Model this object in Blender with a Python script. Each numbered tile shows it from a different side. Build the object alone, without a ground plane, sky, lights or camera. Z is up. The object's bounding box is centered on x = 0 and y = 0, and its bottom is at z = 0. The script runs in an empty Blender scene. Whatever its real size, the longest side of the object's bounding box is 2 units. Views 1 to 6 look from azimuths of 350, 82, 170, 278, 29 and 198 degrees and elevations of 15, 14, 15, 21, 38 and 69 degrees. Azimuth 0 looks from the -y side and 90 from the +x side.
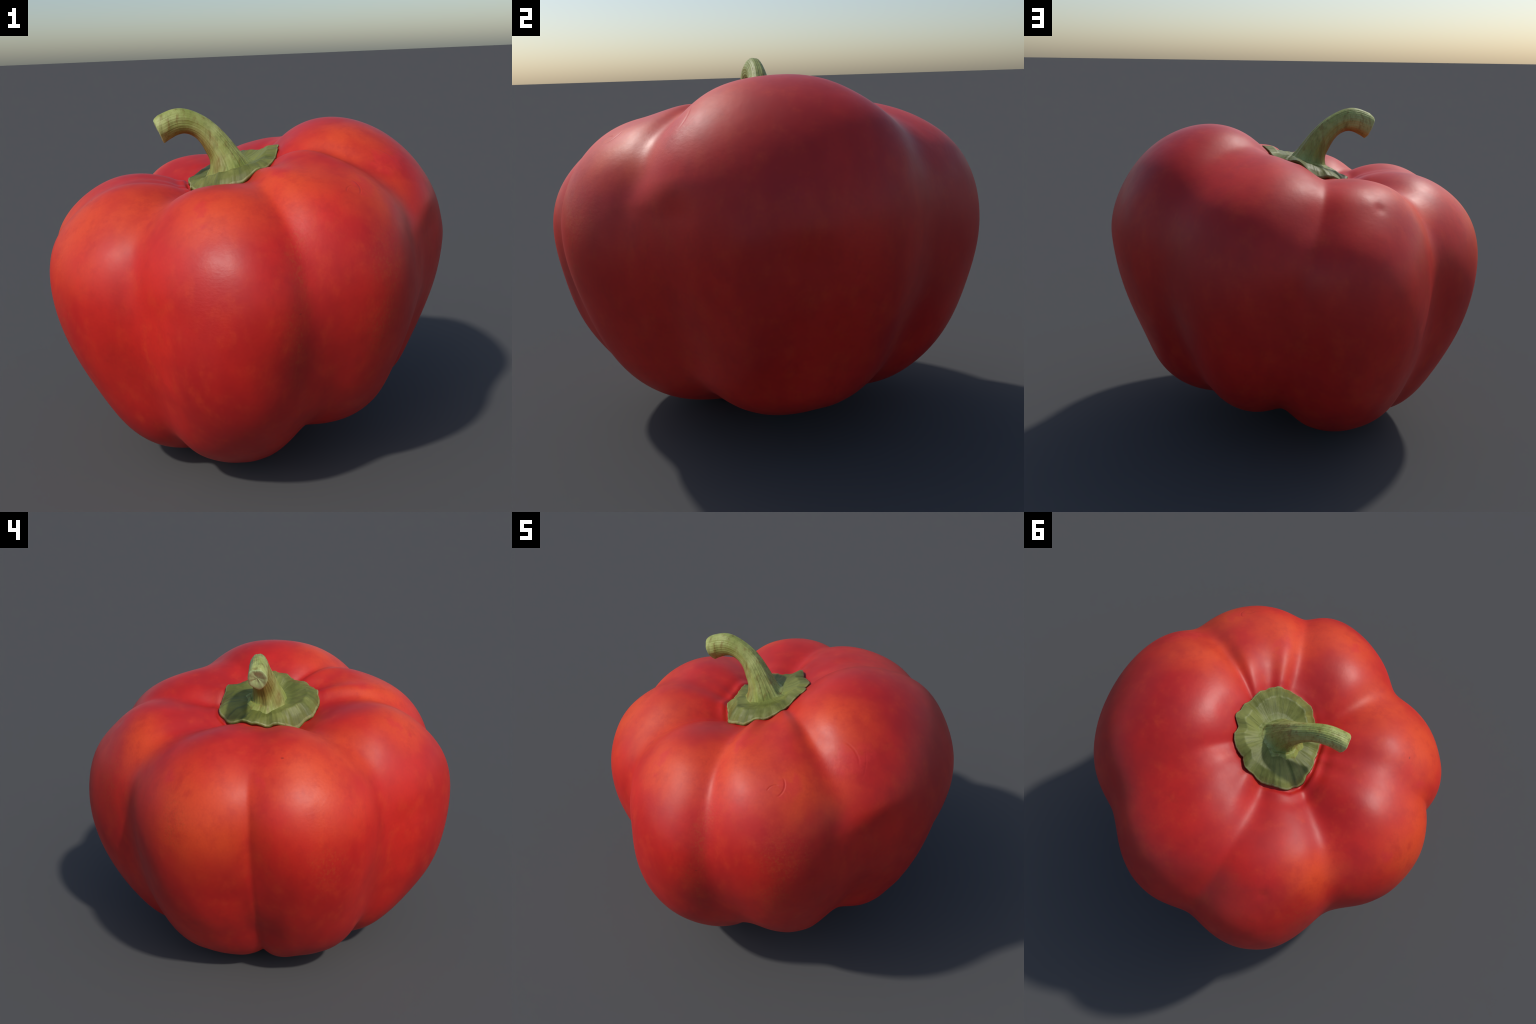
"""A ripe red sweet pepper: lobed body, scalloped green calyx, curved ribbed stem."""
import math
import bpy
import numpy as np
from mathutils import Vector, noise

# ------------------------------------------------------------------ body shape
# The body is a lofted solid of seven lobes.  Every lobe ridge and every groove
# between two lobes is a meridian profile: its distance from the core point at
# the heights LATITUDE (degrees up from the lower pole).  A groove also wanders
# sideways: its compass angle is given at GROOVE_LATITUDE.
CORE_Z = 0.70
LATITUDE = [0, 14, 28, 40, 52, 64, 76, 90, 102, 114, 124, 134, 144, 154, 164, 180]
GROOVE_LATITUDE = [0, 40, 90, 130, 155, 180]
# A lobe may also be fuller or flatter on its flanks than a plain arch, and may
# lean to one side; both are given at SHAPE_LATITUDE.
SHAPE_LATITUDE = [0, 30, 60, 85, 110, 135, 160, 180]
GROOVES = {
    "AG": dict(angle=[-25.7, -27.4, -36.4, -43.1, -49.7, -55.2],
               radius=[0.608, 0.608, 0.624, 0.657, 0.710, 0.758, 0.779, 0.828, 0.898, 0.949, 0.981, 0.959, 0.907, 0.850, 0.752, 0.636]),
    "FG": dict(angle=[37.1, 36.5, 36.7, 36.7, 37.7, 35.6],
               radius=[0.608, 0.608, 0.615, 0.629, 0.686, 0.736, 0.766, 0.823, 0.896, 0.961, 1.003, 1.010, 0.961, 0.903, 0.797, 0.636]),
    "EF": dict(angle=[75.0, 75.0, 78.3, 89.6, 97.9, 100.0],
               radius=[0.608, 0.616, 0.640, 0.671, 0.713, 0.774, 0.832, 0.884, 0.938, 0.981, 0.957, 0.930, 0.840, 0.741, 0.688, 0.636]),
    "DE": dict(angle=[132.0, 131.9, 132.1, 132.7, 140.0, 145.0],
               radius=[0.608, 0.633, 0.683, 0.741, 0.799, 0.814, 0.831, 0.851, 0.878, 0.909, 0.905, 0.855, 0.754, 0.686, 0.657, 0.636]),
    "CD": dict(angle=[183.1, 182.3, 181.0, 180.3, 179.6, 180.1],
               radius=[0.608, 0.647, 0.705, 0.775, 0.797, 0.795, 0.828, 0.878, 0.932, 0.977, 0.959, 0.905, 0.812, 0.692, 0.652, 0.636]),
    "BC": dict(angle=[228.0, 227.7, 227.9, 225.4, 224.6, 225.1],
               radius=[0.608, 0.664, 0.709, 0.739, 0.783, 0.803, 0.810, 0.845, 0.870, 0.900, 0.899, 0.849, 0.764, 0.660, 0.631, 0.636]),
    "AB": dict(angle=[280.0, 279.9, 277.0, 271.1, 266.0, 264.2],
               radius=[0.608, 0.622, 0.649, 0.695, 0.740, 0.795, 0.850, 0.896, 0.948, 0.972, 0.959, 0.911, 0.833, 0.744, 0.681, 0.636]),
}
LOBES = {
    "G": dict(between=("AG", "FG"), roundness=2.2,
              radius=[0.608, 0.654, 0.697, 0.713, 0.773, 0.824, 0.841, 0.893, 0.970, 1.049, 1.077, 1.084, 1.061, 0.999, 0.871, 0.636],
              fullness=[0.006, 0.005, 0.011, 0.013, 0.013, 0.021, 0.006, -0.000],
              lean=[-0.005, -0.011, 0.005, -0.004, -0.000, -0.023, -0.011, -0.004]),
    "F": dict(between=("FG", "EF"), roundness=2.0,
              radius=[0.608, 0.636, 0.667, 0.705, 0.768, 0.827, 0.872, 0.925, 0.987, 1.032, 1.040, 0.996, 0.934, 0.849, 0.752, 0.636],
              fullness=[-0.006, -0.008, -0.013, -0.011, -0.011, -0.006, 0.007, 0.025],
              lean=[-0.004, -0.007, -0.005, 0.004, 0.018, 0.065, 0.063, 0.028]),
    "E": dict(between=("EF", "DE"), roundness=2.2,
              radius=[0.608, 0.664, 0.741, 0.813, 0.859, 0.906, 0.947, 0.996, 1.029, 1.032, 1.007, 0.958, 0.838, 0.730, 0.682, 0.636],
              fullness=[-0.006, -0.007, -0.011, -0.038, -0.009, 0.001, -0.013, 0.001],
              lean=[-0.007, -0.012, -0.002, 0.002, -0.015, 0.029, 0.033, 0.020]),
    "D": dict(between=("DE", "CD"), roundness=2.2,
              radius=[0.608, 0.664, 0.741, 0.825, 0.865, 0.877, 0.912, 0.962, 1.007, 1.021, 0.989, 0.920, 0.806, 0.697, 0.672, 0.636],
              fullness=[0.005, 0.014, 0.000, -0.024, -0.002, -0.020, -0.020, -0.012],
              lean=[-0.012, -0.017, -0.027, -0.012, 0.015, 0.015, 0.009, 0.006]),
    "C": dict(between=("CD", "BC"), roundness=2.2,
              radius=[0.608, 0.690, 0.768, 0.824, 0.868, 0.885, 0.908, 0.962, 1.008, 1.022, 0.985, 0.925, 0.805, 0.681, 0.644, 0.636],
              fullness=[0.002, 0.017, 0.007, -0.017, 0.010, -0.024, -0.034, -0.019],
              lean=[0.013, 0.017, 0.021, 0.005, 0.008, -0.019, -0.019, -0.010]),
    "B": dict(between=("BC", "AB"), roundness=2.2,
              radius=[0.608, 0.700, 0.770, 0.823, 0.862, 0.899, 0.945, 0.989, 1.015, 1.024, 0.999, 0.954, 0.845, 0.707, 0.671, 0.636],
              fullness=[0.007, 0.011, 0.009, -0.019, 0.006, 0.002, 0.000, 0.015],
              lean=[-0.006, 0.006, 0.002, 0.006, 0.034, -0.017, -0.011, 0.000]),
    "A": dict(between=("AB", "AG"), roundness=2.2,
              radius=[0.608, 0.618, 0.646, 0.695, 0.764, 0.827, 0.869, 0.925, 0.988, 1.034, 1.037, 0.999, 0.922, 0.822, 0.709, 0.636],
              fullness=[-0.018, -0.025, -0.035, -0.026, -0.012, 0.011, 0.029, 0.005],
              lean=[-0.002, 0.000, -0.010, 0.031, 0.008, -0.023, -0.010, -0.005]),
}

N_AROUND, N_UP = 720, 300


def spline_weights(knots, at):
    """Rows of weights of a cubic spline that is level at both ends."""
    k = np.array(knots, float)
    at = np.asarray(at, float)
    n, h = len(k), np.diff(k)
    a, b = np.zeros((n, n)), np.zeros((n, n))
    a[0, :2] = 2 * h[0], h[0]
    b[0, :2] = -6 / h[0], 6 / h[0]
    a[-1, -2:] = h[-1], 2 * h[-1]
    b[-1, -2:] = 6 / h[-1], -6 / h[-1]
    for i in range(1, n - 1):
        a[i, i - 1:i + 2] = h[i - 1], 2 * (h[i - 1] + h[i]), h[i]
        b[i, i - 1:i + 2] = 6 / h[i - 1], -6 / h[i - 1] - 6 / h[i], 6 / h[i]
    m = np.linalg.solve(a, b)
    j = np.clip(np.searchsorted(k, at, side="right") - 1, 0, n - 2)
    t = at - k[j]
    hj = h[j]
    u = hj - t
    e = np.eye(n)
    return ((m[j] * (u ** 3)[:, None] + m[j + 1] * (t ** 3)[:, None]) / (6 * hj)[:, None]
            + (e[j] / hj[:, None] - m[j] * hj[:, None] / 6) * u[:, None]
            + (e[j + 1] / hj[:, None] - m[j + 1] * hj[:, None] / 6) * t[:, None])


def blur_around(r, degrees):
    f = np.fft.rfft(r, axis=0)
    k = np.arange(f.shape[0])
    return np.fft.irfft(f * np.exp(-0.5 * (k * math.radians(degrees)) ** 2)[:, None], n=r.shape[0], axis=0)


def angle_gap(a, b):
    return (a - b + 180) % 360 - 180


def smooth_window(x, a, b, c, d):
    up = np.clip((x - a) / (b - a), 0, 1)
    down = np.clip((d - x) / (d - c), 0, 1)
    return up * up * (3 - 2 * up) * down * down * (3 - 2 * down)


up_deg = np.linspace(0, 180, N_UP + 1)
round_deg = np.arange(N_AROUND) * 360 / N_AROUND
prof_w = spline_weights(LATITUDE, up_deg)
shape_w = spline_weights(SHAPE_LATITUDE, up_deg)
ang_w = spline_weights(GROOVE_LATITUDE, up_deg)


def body_radius():
    r = np.zeros((N_AROUND, N_UP + 1))
    for lobe in LOBES.values():
        left, right = GROOVES[lobe["between"][0]], GROOVES[lobe["between"][1]]
        a, b = ang_w @ np.array(left["angle"]), ang_w @ np.array(right["angle"])
        b = np.where(b < a, b + 360, b)
        ga, gb, ridge = prof_w @ np.array(left["radius"]), prof_w @ np.array(right["radius"]), prof_w @ np.array(lobe["radius"])
        rel = (round_deg[:, None] - a[None]) % 360
        x = rel / (b - a)[None]
        s = x * x * (3 - 2 * x)
        arch = 1 - np.abs(2 * np.clip(x, 0, 1) - 1) ** lobe["roundness"]
        val = ga * (1 - s) + gb * s + (ridge - 0.5 * (ga + gb)) * arch
        val = val + (shape_w @ np.array(lobe["fullness"])) * 4 * arch * (1 - arch)
        val = val + (shape_w @ np.array(lobe["lean"])) * (2 * x - 1) * arch
        r = np.where(rel < (b - a)[None], val, r)
    soft, crisp = blur_around(r, 3.0), blur_around(r, 0.9)
    # some grooves stay crisp creases along part of their length
    r = soft
    for name, lo, hi, keep, depth, width in CREASES:
        gap = angle_gap(round_deg[:, None], (ang_w @ np.array(GROOVES[name]["angle"]))[None])
        length = smooth_window(up_deg, lo, lo + 25, hi - 18, hi)[None]
        near = keep * np.exp(-(gap / 7.0) ** 2) * length
        r = r * (1 - near) + crisp * near
        r = r - depth * np.exp(-(gap / width) ** 2) * length
    # narrow pleats that run from the calyx out over the shoulders
    for ang, width, depth, lo, hi in FOLDS:
        r += depth * np.exp(-(angle_gap(round_deg, ang) / width) ** 2)[:, None] * smooth_window(up_deg, lo, lo + 12, hi - 8, hi)[None]
    # gentle lumps and low upright ripples of the flesh
    tt, uu = np.radians(round_deg)[:, None], np.radians(up_deg)[None]
    calm = smooth_window(up_deg, 12, 45, 100, 128)[None]
    r += calm * (0.0009 * np.sin(23 * tt + 1.3 * np.sin(3 * uu)) * np.sin(2 * tt + 0.7) + 0.0005 * np.sin(37 * tt + 2 * uu) * np.sin(3 * tt + 4 * uu)
                 + 0.0018 * np.sin(9 * tt + 5 * uu + 0.4) * np.sin(7 * uu + 3 * np.sin(2 * tt)))
    # single dents and bumps
    for ang, up, width, depth in DENTS:
        d2 = (angle_gap(round_deg, ang)[:, None] * math.sin(math.radians(up))) ** 2 + (up_deg[None] - up) ** 2
        r += depth * np.exp(-d2 / width ** 2)
    return r


# creases: groove, from and to latitude, crispness, extra depth, half width in degrees
CREASES = [("CD", 15, 128, 0.65, 0.003, 1.0), ("EF", 85, 150, 0.35, 0.003, 4.0), ("AB", 90, 148, 0.2, 0.002, 4.0)]
# pleats and shallow upright hollows: compass angle, half width, height, from and to latitude
FOLDS = [(294, 8, 0.008, 138, 168), (274, 7, 0.007, 138, 168), (64, 9, 0.006, 140, 170), (87, 7, 0.006, 138, 168),
         (330, 7, -0.020, 66, 122), (319, 4, 0.010, 76, 124), (347, 5, 0.012, 68, 116), (0, 6, -0.018, 60, 112), (237, 6, -0.010, 78, 110)]
# dents: compass angle, latitude, half width in degrees, height
DENTS = [(107.5, 126.3, 1.6, -0.004), (105, 128.5, 2.6, 0.002)]


CALYX_X, CALYX_Y = -0.06, -0.02
# outline of the disc: compass angle and reach
CALYX_REACH = [(0, 0.225), (14, 0.203), (33, 0.232), (45, 0.226), (55, 0.225), (67, 0.252), (85, 0.259), (104, 0.268), (119, 0.283), (133, 0.268),
               (146, 0.250), (165, 0.222), (180, 0.213), (197, 0.224), (210, 0.222), (224, 0.226), (246, 0.262), (260, 0.268), (284, 0.272), (302, 0.262),
               (317, 0.238), (335, 0.218)]


def periodic(table, deg):
    ang = [t[0] for t in table]
    val = [t[1] for t in table]
    return np.interp(np.asarray(deg) % 360, ang + [ang[0] + 360], val + [val[0]])


def body_points():
    r = body_radius()
    t, u = np.radians(round_deg)[:, None], np.radians(up_deg)[None]
    x, y, z = r * np.sin(u) * np.cos(t), r * np.sin(u) * np.sin(t), CORE_Z - r * np.cos(u)
    p = np.stack([x, y, z], -1)
    # a narrow gutter where the flesh meets the rim of the calyx
    high = slice(int(N_UP * 0.78), N_UP + 1)
    dx, dy = p[:, high, 0] - CALYX_X, p[:, high, 1] - CALYX_Y
    compass = np.degrees(np.arctan2(dy, dx))
    share = np.hypot(dx, dy) / periodic(CALYX_REACH, compass)
    side = 0.12 + 0.88 * np.exp(-(angle_gap(compass, 155) / 60) ** 4)
    p[:, high, 2] += side * (-0.018 * np.exp(-((share - 1.02) / 0.06) ** 2) - 0.008 * np.exp(-((share - 1.25) / 0.14) ** 2))
    return p


def top_height(p, xs, ys):
    """Height of the body's upper surface over a few ground points."""
    upper = p[:, int(N_UP * 0.72):].reshape(-1, 3)
    out = []
    for x, y in zip(xs, ys):
        d2 = (upper[:, 0] - x) ** 2 + (upper[:, 1] - y) ** 2
        k = np.argsort(d2)[:6]
        w = 1 / (d2[k] + 1e-6)
        out.append((upper[k, 2] * w).sum() / w.sum())
    return np.array(out)


def make_mesh(name, verts, faces, smooth=True):
    me = bpy.data.meshes.new(name)
    me.from_pydata([tuple(map(float, v)) for v in verts], [], faces)
    me.validate()
    me.update()
    for poly in me.polygons:
        poly.use_smooth = smooth
    return me


def add_object(name, me, parent, mat):
    ob = bpy.data.objects.new(name, me)
    bpy.context.scene.collection.objects.link(ob)
    ob.parent = parent
    if mat:
        me.materials.append(mat)
    return ob


# ------------------------------------------------------------------ materials
class Tree:
    """Small helper that wires shader nodes."""

    def __init__(self, name):
        self.mat = bpy.data.materials.new(name)
        self.mat.use_nodes = True
        self.t = self.mat.node_tree
        self.bsdf = next(n for n in self.t.nodes if n.type == "BSDF_PRINCIPLED")
        self.pos = self.node("ShaderNodeTexCoord").outputs["Object"]

    def node(self, kind, **props):
        n = self.t.nodes.new(kind)
        for k, v in props.items():
            setattr(n, k, v)
        return n

    def put(self, socket, value):
        if isinstance(value, bpy.types.NodeSocket):
            self.t.links.new(value, socket)
        else:
            socket.default_value = value

    def math(self, op, a, b=None, c=None, clamp=False):
        n = self.node("ShaderNodeMath", operation=op, use_clamp=clamp)
        for s, v in zip(n.inputs, (a, b, c)):
            if v is not None:
                self.put(s, v)
        return n.outputs[0]

    def scaled(self, scale, offset=(0, 0, 0)):
        n = self.node("ShaderNodeMapping")
        self.put(n.inputs["Vector"], self.pos)
        n.inputs["Scale"].default_value = scale
        n.inputs["Location"].default_value = offset
        return n.outputs[0]

    def noise(self, scale, detail=3, rough=0.5, vec=None, distort=0.0):
        n = self.node("ShaderNodeTexNoise")
        self.put(n.inputs["Vector"], vec or self.pos)
        n.inputs["Scale"].default_value = scale
        n.inputs["Detail"].default_value = detail
        n.inputs["Roughness"].default_value = rough
        n.inputs["Distortion"].default_value = distort
        return n.outputs["Fac"]

    def step(self, value, lo, hi, out_lo=0.0, out_hi=1.0):
        n = self.node("ShaderNodeMapRange", interpolation_type="SMOOTHSTEP")
        self.put(n.inputs["Value"], value)
        for k, v in zip(("From Min", "From Max", "To Min", "To Max"), (lo, hi, out_lo, out_hi)):
            n.inputs[k].default_value = v
        return n.outputs["Result"]

    def mix(self, fac, a, b, mode="MIX"):
        n = self.node("ShaderNodeMix", data_type="RGBA", blend_type=mode)
        self.put(n.inputs["Factor"], fac)
        ins = [s for s in n.inputs if s.type == "RGBA"]
        for s, v in zip(ins, (a, b)):
            self.put(s, v if isinstance(v, bpy.types.NodeSocket) else (*v, 1.0) if len(v) == 3 else v)
        return next(s for s in n.outputs if s.type == "RGBA")

    def xyz(self):
        n = self.node("ShaderNodeSeparateXYZ")
        self.put(n.inputs[0], self.pos)
        return n.outputs

    def spot(self, centre, size, soft=1.0, vec=None):
        """1 at a place on the surface, fading to 0 at an ellipsoid of the given size."""
        n = self.node("ShaderNodeVectorMath", operation="SUBTRACT")
        self.put(n.inputs[0], vec or self.pos)
        n.inputs[1].default_value = centre
        m = self.node("ShaderNodeVectorMath", operation="DIVIDE")
        self.put(m.inputs[0], n.outputs[0])
        m.inputs[1].default_value = size
        l = self.node("ShaderNodeVectorMath", operation="LENGTH")
        self.put(l.inputs[0], m.outputs[0])
        return self.step(l.outputs["Value"], 1.0, 1.0 - soft)

    def most(self, values):
        out = values[0]
        for v in values[1:]:
            out = self.math("MAXIMUM", out, v)
        return out

    def bump(self, height, strength, distance=0.01, normal=None):
        n = self.node("ShaderNodeBump")
        self.put(n.inputs["Height"], height)
        n.inputs["Strength"].default_value = strength
        n.inputs["Distance"].default_value = distance
        if normal is not None:
            self.put(n.inputs["Normal"], normal)
        return n.outputs[0]


def scratch_mask(s):
    """1 on a few thin crescent scars."""
    lines = None
    for (c, rad, direction, spread) in SCRATCHES:
        d = s.node("ShaderNodeVectorMath", operation="SUBTRACT")
        s.put(d.inputs[0], s.pos)
        d.inputs[1].default_value = c
        l = s.node("ShaderNodeVectorMath", operation="LENGTH")
        s.put(l.inputs[0], d.outputs[0])
        ring = s.step(s.math("ABSOLUTE", s.math("SUBTRACT", l.outputs["Value"], rad)), 0.006, 0.0)
        nn = s.node("ShaderNodeVectorMath", operation="NORMALIZE")
        s.put(nn.inputs[0], d.outputs[0])
        dot = s.node("ShaderNodeVectorMath", operation="DOT_PRODUCT")
        s.put(dot.inputs[0], nn.outputs[0])
        dot.inputs[1].default_value = Vector(direction).normalized()
        arc = s.math("MULTIPLY", ring, s.step(dot.outputs["Value"], spread, spread + 0.25))
        lines = arc if lines is None else s.math("MAXIMUM", lines, arc)
    return lines


def skin_material():
    s = Tree("red_skin")
    # positions wobbled by noise, so that patches have ragged borders
    wob = s.node("ShaderNodeTexNoise")
    s.put(wob.inputs["Vector"], s.pos)
    wob.inputs["Scale"].default_value = 5.0
    wob.inputs["Detail"].default_value = 6.0
    shift = s.node("ShaderNodeVectorMath", operation="MULTIPLY_ADD")
    s.put(shift.inputs[0], wob.outputs["Color"])
    shift.inputs[1].default_value = (0.22, 0.22, 0.22)
    off = s.node("ShaderNodeVectorMath", operation="SUBTRACT")
    s.put(off.inputs[0], s.pos)
    off.inputs[1].default_value = (0.11, 0.11, 0.11)
    s.put(shift.inputs[2], off.outputs[0])
    wpos = shift.outputs[0]

    # deep red ground with broad, upright clouds
    clouds = s.noise(1.0, 4, 0.55, s.scaled((2.2, 2.2, 1.1)))
    col = s.mix(s.step(clouds, 0.3, 0.7), RED_DEEP, RED)
    # orange ripening on the shoulders
    orange = s.most([s.spot(c, z, 0.9, wpos) for c, z in ORANGE_PLACES])
    patch = s.step(s.noise(1.0, 5, 0.6, s.scaled((3.5, 3.5, 2.5), (3, 1, 7))), 0.28, 0.55)
    orange = s.math("MULTIPLY", orange, s.math("MULTIPLY_ADD", patch, 0.55, 0.35))
    col = s.mix(orange, col, ORANGE)
    # purplish tint painted on for sky reflections beside some grooves
    sky_tint = s.most([s.spot(c, z, 1.0, wpos) for c, z in SKY_TINT_PLACES])
    col = s.mix(s.math("MULTIPLY", sky_tint, 0.10), col, SKY_TINT)
    # soft shadow round the calyx, faintly painted into the skin as dark crimson
    painted_shade = s.most([s.spot(c, z, 1.0, wpos) for c, z in PAINTED_SHADE_PLACES])
    col = s.mix(s.math("MULTIPLY", painted_shade, 0.28), col, PAINTED_SHADE)
    # ochre flecks in upright bands
    fleck_n = s.noise(1.0, 4, 0.7, s.scaled((90, 90, 60)))
    bands = s.most([s.spot(c, z, 0.9, wpos) for c, z in FLECK_PLACES])
    col = s.mix(s.math("MULTIPLY", bands, 0.05), col, OCHRE)
    fleck = s.math("MULTIPLY", s.step(fleck_n, 0.50, 0.62), bands)
    col = s.mix(s.math("MULTIPLY", fleck, 0.35), col, OCHRE)
    dark = s.math("MULTIPLY", s.step(s.noise(1.0, 4, 0.7, s.scaled((40, 40, 40), (5, 5, 5))), 0.56, 0.66), bands)
    col = s.mix(s.math("MULTIPLY", dark, 0.3), col, RED_DEEP)
    # clear red blots with crisp borders
    blots = s.math("MULTIPLY", s.most([s.spot(c, z, 0.4, wpos) for c, z in RED_BLOTS]), s.step(s.noise(9.0, 4, 0.6), 0.42, 0.56))
    col = s.mix(s.math("MULTIPLY", blots, 0.6), col, RED_BRIGHT)
    col = s.mix(s.math("MULTIPLY", scratch_mask(s), 0.15), col, RED_DEEP)
    # tiny dark pricks
    pricks = s.most([s.spot(c, z, 0.5) for c, z in PRICKS])
    col = s.mix(s.math("MULTIPLY", pricks, 0.55), col, (0.06, 0.008, 0.008))
    # mottling: small clouds of warmer and deeper red
    col = s.mix(s.step(s.noise(1.0, 6, 0.68, s.scaled((11, 11, 8), (7, 3, 1))), 0.46, 0.72, 0.0, 0.42), col, RED_DEEP)
    col = s.mix(s.step(s.noise(1.0, 6, 0.68, s.scaled((13, 13, 9), (1, 8, 5))), 0.46, 0.80, 0.0, 0.34), col, ORANGE)
    # very fine mottling
    fine = s.noise(90, 3, 0.6)
    col = s.mix(s.step(fine, 0.3, 0.7, 0.0, 0.14), col, RED_DEEP)
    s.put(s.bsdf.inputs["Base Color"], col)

    rough = s.step(s.noise(3.0, 4, 0.6), 0.32, 0.68, 0.43, 0.54)
    s.put(s.bsdf.inputs["Roughness"], rough)
    s.bsdf.inputs["Specular IOR Level"].default_value = 0.45
    s.bsdf.inputs["Coat Weight"].default_value = 0.0

    # relief: leathery pores and a few crescent scratches
    pores = s.noise(1.0, 3, 0.6, s.scaled((45, 45, 75)))
    lumps = s.noise(9.0, 3, 0.5)
    n = s.bump(lumps, 0.06, 0.02)
    n = s.bump(pores, 0.06, 0.006, n)
    where = s.most([s.spot(c, z, 0.8, wpos) for c, z in PORE_PLACES])
    n = s.bump(s.math("MULTIPLY", s.noise(1.0, 2, 0.5, s.scaled((60, 60, 95), (2, 2, 2))), where), 0.09, 0.006, n)
    lines = scratch_mask(s)
    n = s.bump(s.math("SUBTRACT", 1.0, lines), 0.22, 0.007, n)
    s.put(s.bsdf.inputs["Normal"], n)
    return s.mat


RED = (0.67, 0.020, 0.011)
RED_DEEP = (0.46, 0.011, 0.010)
RED_BRIGHT = (0.66, 0.026, 0.022)
ORANGE = (0.74, 0.070, 0.014)
OCHRE = (0.50, 0.085, 0.016)
SKY_TINT = (0.28, 0.012, 0.020)
ORANGE_PLACES = [((-0.90, 0.20, 1.10), (0.40, 0.40, 0.48)), ((-0.78, -0.30, 1.20), (0.38, 0.38, 0.42)),
                 ((-0.22, -0.70, 1.35), (0.40, 0.32, 0.24)), ((0.08, -0.60, 1.39), (0.34, 0.32, 0.24)),
                 ((0.42, -0.30, 1.54), (0.36, 0.28, 0.26)), ((-0.59, -0.40, 1.30), (0.36, 0.34, 0.28)),
                 ((0.45, -0.62, 1.36), (0.32, 0.32, 0.22)), ((-0.45, 0.60, 1.26), (0.22, 0.22, 0.26))]
SKY_TINT_PLACES = [((-0.66, -0.61, 0.80), (0.22, 0.22, 0.34)), ((0.19, -0.94, 0.90), (0.16, 0.2, 0.26)), ((0.197, -0.93, 0.74), (0.18, 0.2, 0.22))]
FLECK_PLACES = [((0.04, -0.92, 1.10), (0.07, 0.3, 0.36)), ((0.018, -0.97, 0.80), (0.08, 0.3, 0.30)), ((0.45, -0.80, 1.08), (0.12, 0.3, 0.36)),
                ((0.415, -0.88, 0.86), (0.10, 0.3, 0.34)), ((-0.90, 0.33, 1.02), (0.3, 0.12, 0.26)), ((-0.92, -0.36, 0.83), (0.3, 0.10, 0.22)),
                ((-0.45, 0.80, 1.05), (0.16, 0.3, 0.34))]
RED_BLOTS = [((-0.845, -0.045, 1.19), (0.06, 0.035, 0.06)), ((0.36, -0.66, 1.37), (0.13, 0.1, 0.09)), ((0.10, -0.50, 1.41), (0.10, 0.08, 0.08)),
             ((0.60, -0.40, 1.43), (0.12, 0.12, 0.10)), ((-0.78, 0.36, 1.21), (0.06, 0.04, 0.04)), ((-0.30, -0.72, 1.31), (0.07, 0.07, 0.07))]
PAINTED_SHADE_PLACES = [((-0.19, -0.46, 1.37), (0.16, 0.22, 0.2)), ((-0.46, -0.05, 1.36), (0.22, 0.26, 0.2)), ((-0.36, 0.38, 1.34), (0.2, 0.2, 0.2)),
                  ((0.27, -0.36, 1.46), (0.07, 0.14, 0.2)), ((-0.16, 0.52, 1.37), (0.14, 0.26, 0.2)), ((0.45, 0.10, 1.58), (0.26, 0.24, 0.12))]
PAINTED_SHADE = (0.25, 0.011, 0.017)
PRICKS = [((0.041, -0.968, 0.945), (0.012, 0.02, 0.006)), ((-0.747, -0.153, 1.301), (0.014, 0.012, 0.004)), ((-0.30, -0.665, 1.36), (0.010, 0.010, 0.005))]
PORE_PLACES = [((-0.30, -0.86, 1.10), (0.16, 0.3, 0.44)), ((0.04, -0.90, 1.15), (0.20, 0.3, 0.30)), ((0.42, -0.78, 1.15), (0.22, 0.3, 0.30)),
               ((-0.90, 0.33, 1.02), (0.3, 0.16, 0.26)), ((-0.85, -0.33, 1.08), (0.3, 0.14, 0.2)), ((0.60, -0.45, 1.36), (0.2, 0.2, 0.2))]
# scratches: centre of an arc, its radius, the way it faces, how much of it is kept
SCRATCHES = [((0.30, -0.66, 1.345), 0.075, (1, -0.2, 0.5), 0.72), ((0.345, -0.70, 1.345), 0.045, (-0.6, 0.3, 0.8), 0.7),
             ((0.40, -0.42, 1.36), 0.265, (1, 0.1, 0.25), 0.93), ((0.50, -0.38, 1.33), 0.16, (0.6, 0.1, 0.8), 0.85),
             ((-0.72, -0.42, 1.20), 0.07, (-0.2, -0.6, 0.7), 0.75)]


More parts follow.
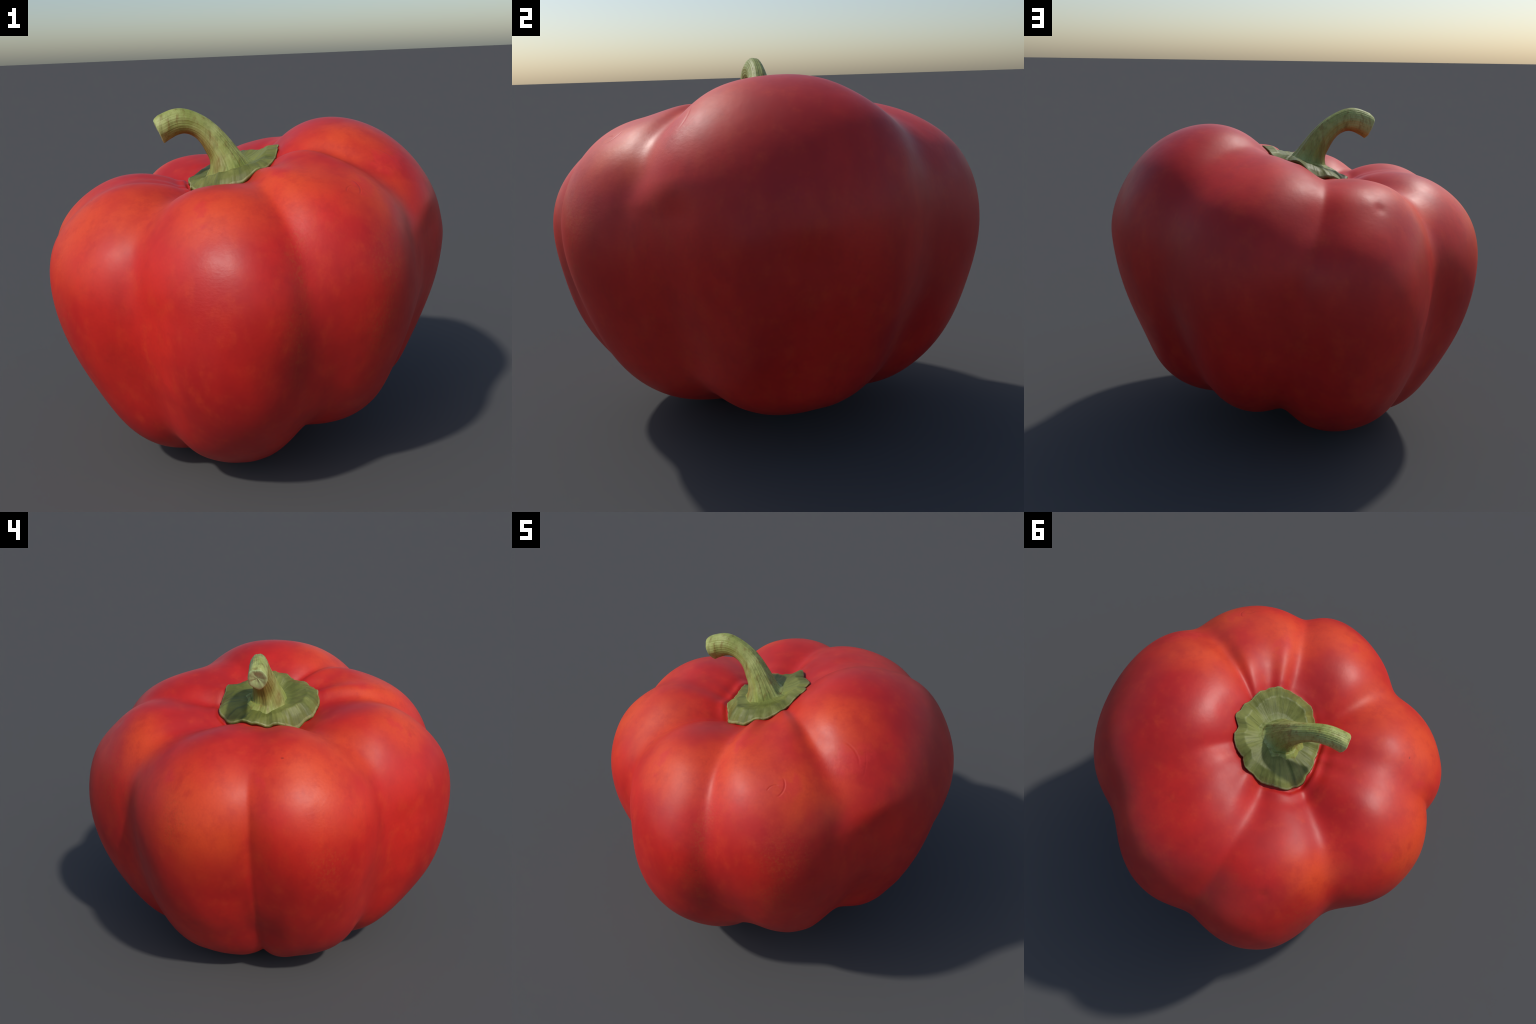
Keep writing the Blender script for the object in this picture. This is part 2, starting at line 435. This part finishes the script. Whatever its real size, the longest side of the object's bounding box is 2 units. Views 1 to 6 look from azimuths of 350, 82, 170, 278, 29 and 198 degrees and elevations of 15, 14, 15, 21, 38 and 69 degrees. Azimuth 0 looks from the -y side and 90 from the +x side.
def green_material(name, base, light, dark, brown, streak_scale, brown_axis, radial=None, collar=None):
    s = Tree(name)
    if radial:
        # streak coordinates that fan out from the stem
        x, y, z = s.xyz()
        dx, dy = s.math("SUBTRACT", x, radial[0]), s.math("SUBTRACT", y, radial[1])
        comb = s.node("ShaderNodeCombineXYZ")
        s.put(comb.inputs[0], s.math("MULTIPLY", s.math("ARCTAN2", dy, dx), 0.35))
        s.put(comb.inputs[1], s.math("MULTIPLY", s.math("POWER", s.math("ADD", s.math("MULTIPLY", dx, dx), s.math("MULTIPLY", dy, dy)), 0.5), 0.35))
        s.pos_streak = comb.outputs[0]
    else:
        s.pos_streak = s.pos
    big = s.noise(6.0, 5, 0.6)
    col = s.mix(s.step(big, 0.35, 0.65), base, light)
    home, s.pos = s.pos, s.pos_streak
    fine = s.noise(1.0, 4, 0.65, s.scaled(streak_scale))
    col = s.mix(s.step(fine, 0.45, 0.75, 0, 0.7), col, dark)
    col = s.mix(s.step(s.noise(1.0, 4, 0.65, s.scaled(streak_scale, (4, 2, 9))), 0.55, 0.75, 0, 0.6), col, light)
    if not radial and brown_axis:
        col = s.mix(s.step(s.noise(1.0, 4, 0.65, s.scaled(streak_scale, (9, 7, 2))), 0.50, 0.68, 0, 0.55), col, brown)
    s.pos = home
    if collar:
        ring = s.spot(collar[0], collar[1], 0.9)
        col = s.mix(s.math("MULTIPLY", ring, s.step(s.noise(14, 4, 0.6), 0.25, 0.6)), col, collar[2])
    if brown_axis:
        col = s.mix(s.math("MULTIPLY", s.most([s.spot(c, z, 0.9) for c, z in brown_axis]), 0.75), col, brown)
    s.put(s.bsdf.inputs["Base Color"], col)
    s.bsdf.inputs["Roughness"].default_value = 0.5
    s.bsdf.inputs["Specular IOR Level"].default_value = 0.35
    n = s.bump(fine, 0.35, 0.008)
    s.put(s.bsdf.inputs["Normal"], s.bump(s.noise(40, 3, 0.6), 0.15, 0.006, n))
    return s.mat


# ------------------------------------------------------------------ build
pepper = bpy.data.objects.new("bell_pepper", None)
bpy.context.scene.collection.objects.link(pepper)
pepper["label"] = "plump seven-lobed red bell pepper with curved green stem"
pepper["category"] = "bell pepper"

pts = body_points()
pts[..., 2] = np.maximum(pts[..., 2], 0.0)
n_ring = N_UP - 1
verts = [pts[0, 0]] + [pts[i, j] for j in range(1, N_UP) for i in range(N_AROUND)] + [pts[0, N_UP]]
faces = [(0, 1 + (i + 1) % N_AROUND, 1 + i) for i in range(N_AROUND)]
for j in range(n_ring - 1):
    a, b = 1 + j * N_AROUND, 1 + (j + 1) * N_AROUND
    faces += [(a + i, a + (i + 1) % N_AROUND, b + (i + 1) % N_AROUND, b + i) for i in range(N_AROUND)]
last = len(verts) - 1
a = 1 + (n_ring - 1) * N_AROUND
faces += [(a + i, a + (i + 1) % N_AROUND, last) for i in range(N_AROUND)]
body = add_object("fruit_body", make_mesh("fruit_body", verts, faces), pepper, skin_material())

# ---- calyx: a tilted, scalloped green disc draped over the shoulders
def calyx_plane(x, y):
    return 1.40 + 0.28 * (x + 0.06) + 0.20 * y


N_CAL, N_CAL_R = 288, 40
c_deg = np.arange(N_CAL) * 360 / N_CAL
reach = periodic(CALYX_REACH, c_deg)
for k in range(2):
    reach = (np.roll(reach, 1) + 2 * reach + np.roll(reach, -1)) / 4
rag = np.array([noise.noise(Vector((math.cos(math.radians(d)) * 6, math.sin(math.radians(d)) * 6, 3.1))) for d in c_deg])
rag2 = np.array([noise.noise(Vector((math.cos(math.radians(d)) * 14, math.sin(math.radians(d)) * 14, 8.1))) for d in c_deg])
scallop = 0.006 * np.abs(np.cos(np.radians(c_deg * 8))) + 0.004 * rag + 0.003 * rag2
reach = reach + scallop - 0.004
rim_x, rim_y = CALYX_X + reach * np.cos(np.radians(c_deg)), CALYX_Y + reach * np.sin(np.radians(c_deg))
# heights of the disc's shoulder ring, by compass angle; the rim hangs from it to the skin
CALYX_SHOULDER = [(0, 1.434), (30, 1.456), (60, 1.452), (90, 1.410), (120, 1.378), (150, 1.352), (180, 1.337), (215, 1.370), (235, 1.390), (250, 1.402), (280, 1.428), (310, 1.448), (340, 1.445)]
# and how far the trough at the foot of the stem lies below or above the plane of the disc
CALYX_TROUGH = [(0, -0.012), (60, -0.004), (90, -0.014), (180, -0.014), (215, 0.004), (250, 0.016), (290, 0.018), (330, 0.004)]
# the rim stands off the skin a little on the low side
lift = 0.010 + 0.012 * np.exp(-(angle_gap(c_deg, 155) / 50) ** 2) + 0.012 * np.exp(-(angle_gap(c_deg, 65) / 35) ** 2)
body_rim = top_height(pts, rim_x, rim_y)
shoulder = periodic(CALYX_SHOULDER, c_deg)
for k in range(12):
    body_rim = (np.roll(body_rim, 1) + 2 * body_rim + np.roll(body_rim, -1)) / 4
    shoulder = (np.roll(shoulder, 1) + 2 * shoulder + np.roll(shoulder, -1)) / 4
rim_z = body_rim + lift
top, bottom = [], []
for f in np.linspace(0, 1, N_CAL_R + 1)[1:]:
    x, y = CALYX_X + (rim_x - CALYX_X) * f, CALYX_Y + (rim_y - CALYX_Y) * f
    inner = calyx_plane(CALYX_X + (rim_x - CALYX_X) * 0.45, CALYX_Y + (rim_y - CALYX_Y) * 0.45) + periodic(CALYX_TROUGH, c_deg)
    centre = calyx_plane(CALYX_X, CALYX_Y)
    # centre -> foot of the stem -> shoulder ring -> rim
    z = np.array([np.interp(f, [0, 0.45, 0.76, 0.90, 1.0], [centre, a, b, 0.55 * b + 0.45 * c, c])
                  for a, b, c in zip(inner, np.maximum(shoulder, rim_z - 0.002), rim_z)])
    floor = top_height(pts, x, y) + 0.008
    # raised collar round the stem, a shallow trough, radial ribs towards the rim
    z += 0.004 * np.exp(-((f - 0.38) / 0.14) ** 2)
    z += (0.0022 * np.sin(np.radians(c_deg * 17) + 2 * rag) + 0.002 * rag2) * np.clip((f - 0.5) / 0.4, 0, 1)
    z += 0.005 * rag * f
    z = np.maximum(z, floor)
    top.append(np.stack([x, y, z], 1))
    thick = 0.022 * (1 - 0.35 * f)
    bottom.append(np.stack([x, y, z - thick], 1))
verts = [(CALYX_X, CALYX_Y, calyx_plane(CALYX_X, CALYX_Y) + 0.02), (CALYX_X, CALYX_Y, calyx_plane(CALYX_X, CALYX_Y) - 0.01)]
for ring in top + bottom:
    verts += [tuple(v) for v in ring]
faces = []
T = lambda k, i: 2 + k * N_CAL + i % N_CAL
for i in range(N_CAL):
    faces.append((0, T(0, i), T(0, i + 1)))
    faces.append((1, T(N_CAL_R, i + 1), T(N_CAL_R, i)))
    for k in range(N_CAL_R - 1):
        faces.append((T(k, i), T(k + 1, i), T(k + 1, i + 1), T(k, i + 1)))
        faces.append((T(N_CAL_R + k, i + 1), T(N_CAL_R + k + 1, i + 1), T(N_CAL_R + k + 1, i), T(N_CAL_R + k, i)))
    faces.append((T(N_CAL_R - 1, i), T(2 * N_CAL_R - 1, i), T(2 * N_CAL_R - 1, i + 1), T(N_CAL_R - 1, i + 1)))
calyx_mat = green_material("calyx_green", (0.118, 0.132, 0.024), (0.218, 0.235, 0.056), (0.072, 0.088, 0.022), (0.25, 0.05, 0.02), (26, 14, 1),
                           [((-0.12, -0.27, 1.33), (0.05, 0.03, 0.03)), ((0.02, -0.27, 1.36), (0.05, 0.02, 0.03))],
                           (CALYX_X, CALYX_Y), ((-0.083, -0.02, 1.40), (0.17, 0.165, 0.09), (0.26, 0.32, 0.085)))
calyx = add_object("calyx", make_mesh("calyx", verts, faces), pepper, calyx_mat)
rim_mat = green_material("calyx_rim", (0.21, 0.225, 0.070), (0.31, 0.32, 0.13), (0.16, 0.085, 0.030), (0.25, 0.05, 0.02), (36, 16, 1), [], (CALYX_X, CALYX_Y))
calyx.data.materials.append(rim_mat)
edge_from = 2 + (N_CAL_R - 2) * N_CAL
for poly in calyx.data.polygons:
    ids = [v for v in poly.vertices]
    if all(edge_from <= v < 2 + N_CAL_R * N_CAL for v in ids):
        poly.material_index = 1

# ---- stem: swept along a curved spine; each station has a place and a half width and half depth
STEM = [((-0.0735, -0.0107, 1.362), 0.138, 0.135), ((-0.081, -0.016, 1.390), 0.108, 0.106), ((-0.0885, -0.017, 1.416), 0.087, 0.087),
        ((-0.105, -0.011, 1.458), 0.071, 0.072), ((-0.131, -0.005, 1.503), 0.064, 0.062), ((-0.160, 0.002, 1.545), 0.058, 0.052),
        ((-0.200, 0.005, 1.585), 0.054, 0.046), ((-0.252, 0.003, 1.614), 0.055, 0.043), ((-0.305, 0.000, 1.624), 0.060, 0.046),
        ((-0.348, -0.003, 1.615), 0.061, 0.047), ((-0.378, -0.004, 1.602), 0.062, 0.048), ((-0.409, -0.004, 1.589), 0.064, 0.049)]
N_STEM, N_SIDE = 100, 192
st = np.linspace(0, len(STEM) - 1, N_STEM + 1)
w = spline_weights(range(len(STEM)), st)
spine = w @ np.array([s[0] for s in STEM])
half_w = w @ np.array([s[1] for s in STEM])
half_d = w @ np.array([s[2] for s in STEM])
tang = np.gradient(spine, axis=0)
tang[0] = tang[1]
tang /= np.linalg.norm(tang, axis=1)[:, None]
verts = []
side_deg = np.arange(N_SIDE) * 360 / N_SIDE
for k in range(N_STEM + 1):
    side = np.array([0.0, 1.0, 0.0])
    side = side - tang[k] * (side @ tang[k])
    side /= np.linalg.norm(side)
    over = np.cross(tang[k], side)          # towards the inside of the bend
    f = k / N_STEM
    a = np.radians(side_deg + 25 * f)
    rib = 1 + 0.035 * np.cos(7 * a + 0.6) * (1 - 0.8 * f) + 0.018 * np.cos(11 * a + 2 * f) * (1 - 0.7 * f) + (0.008 * np.cos(29 * a + 1.5 * np.sin(5 * f)) + 0.005 * np.cos(47 * a)) * min(1.0, (1 - f) / 0.15)
    # towards the cut the stem becomes five-sided with a slight flare
    rib += 0.03 * max(0.0, (f - 0.75) / 0.25) * np.cos(5 * a + 1.0)
    tip = max(0.0, (f - 0.92) / 0.08)
    for c, sn, r in zip(np.cos(a), np.sin(a), rib):
        r = r * (1 - 0.22 * tip * max(0.0, -c) ** 2 + 0.06 * tip * max(0.0, c) ** 2)
        verts.append(spine[k] + over * (half_w[k] * c * r) + side * (half_d[k] * sn * r))
S = lambda k, i: k * N_SIDE + i % N_SIDE
faces = [(S(k, i), S(k, i + 1), S(k + 1, i + 1), S(k + 1, i)) for k in range(N_STEM) for i in range(N_SIDE)]
faces.append(tuple(S(0, i) for i in reversed(range(N_SIDE))))
stem_mat = green_material("stem_green", (0.27, 0.31, 0.070), (0.43, 0.47, 0.16), (0.15, 0.165, 0.035), (0.18, 0.095, 0.015), (34, 34, 9),
                          [((-0.20, -0.01, 1.47), (0.10, 0.12, 0.14)), ((-0.29, 0.0, 1.56), (0.15, 0.10, 0.05)), ((-0.13, -0.07, 1.40), (0.06, 0.05, 0.10))])
stem = add_object("stem", make_mesh("stem", verts, faces), pepper, stem_mat)

# ---- cut end of the stem: a pale, sunken pith with a bevelled rim
rim = np.array(verts[N_STEM * N_SIDE:(N_STEM + 1) * N_SIDE])
mid, out = rim.mean(0), tang[-1]
rings = []
for f, d in ((1.0, 0.0), (0.96, 0.003), (0.86, 0.004), (0.74, 0.003), (0.6, 0.002), (0.45, -0.001), (0.3, -0.003), (0.14, -0.004)):
    wave = np.array([noise.noise(Vector((x * 30, y * 30, z * 30))) for x, y, z in rim]) * 0.004 * (1 if 0.1 < f < 0.99 else 0)
    rings.append(mid + (rim - mid) * f + out * (d + wave[:, None]))
verts = [tuple(v) for r in rings for v in r] + [tuple(mid + out * -0.004)]
E_ = lambda k, i: k * N_SIDE + i % N_SIDE
faces = [(E_(k, i), E_(k, i + 1), E_(k + 1, i + 1), E_(k + 1, i)) for k in range(len(rings) - 1) for i in range(N_SIDE)]
faces += [(E_(len(rings) - 1, i), E_(len(rings) - 1, i + 1), len(verts) - 1) for i in range(N_SIDE)]
cut_mat = green_material("cut_end", (0.38, 0.50, 0.17), (0.50, 0.60, 0.26), (0.27, 0.33, 0.11), (0.2, 0.1, 0.03), (40, 60, 12), [])  # base pushed greener to offset red light bounced off the lobes
add_object("cut_end", make_mesh("cut_end", verts, faces), stem, cut_mat)
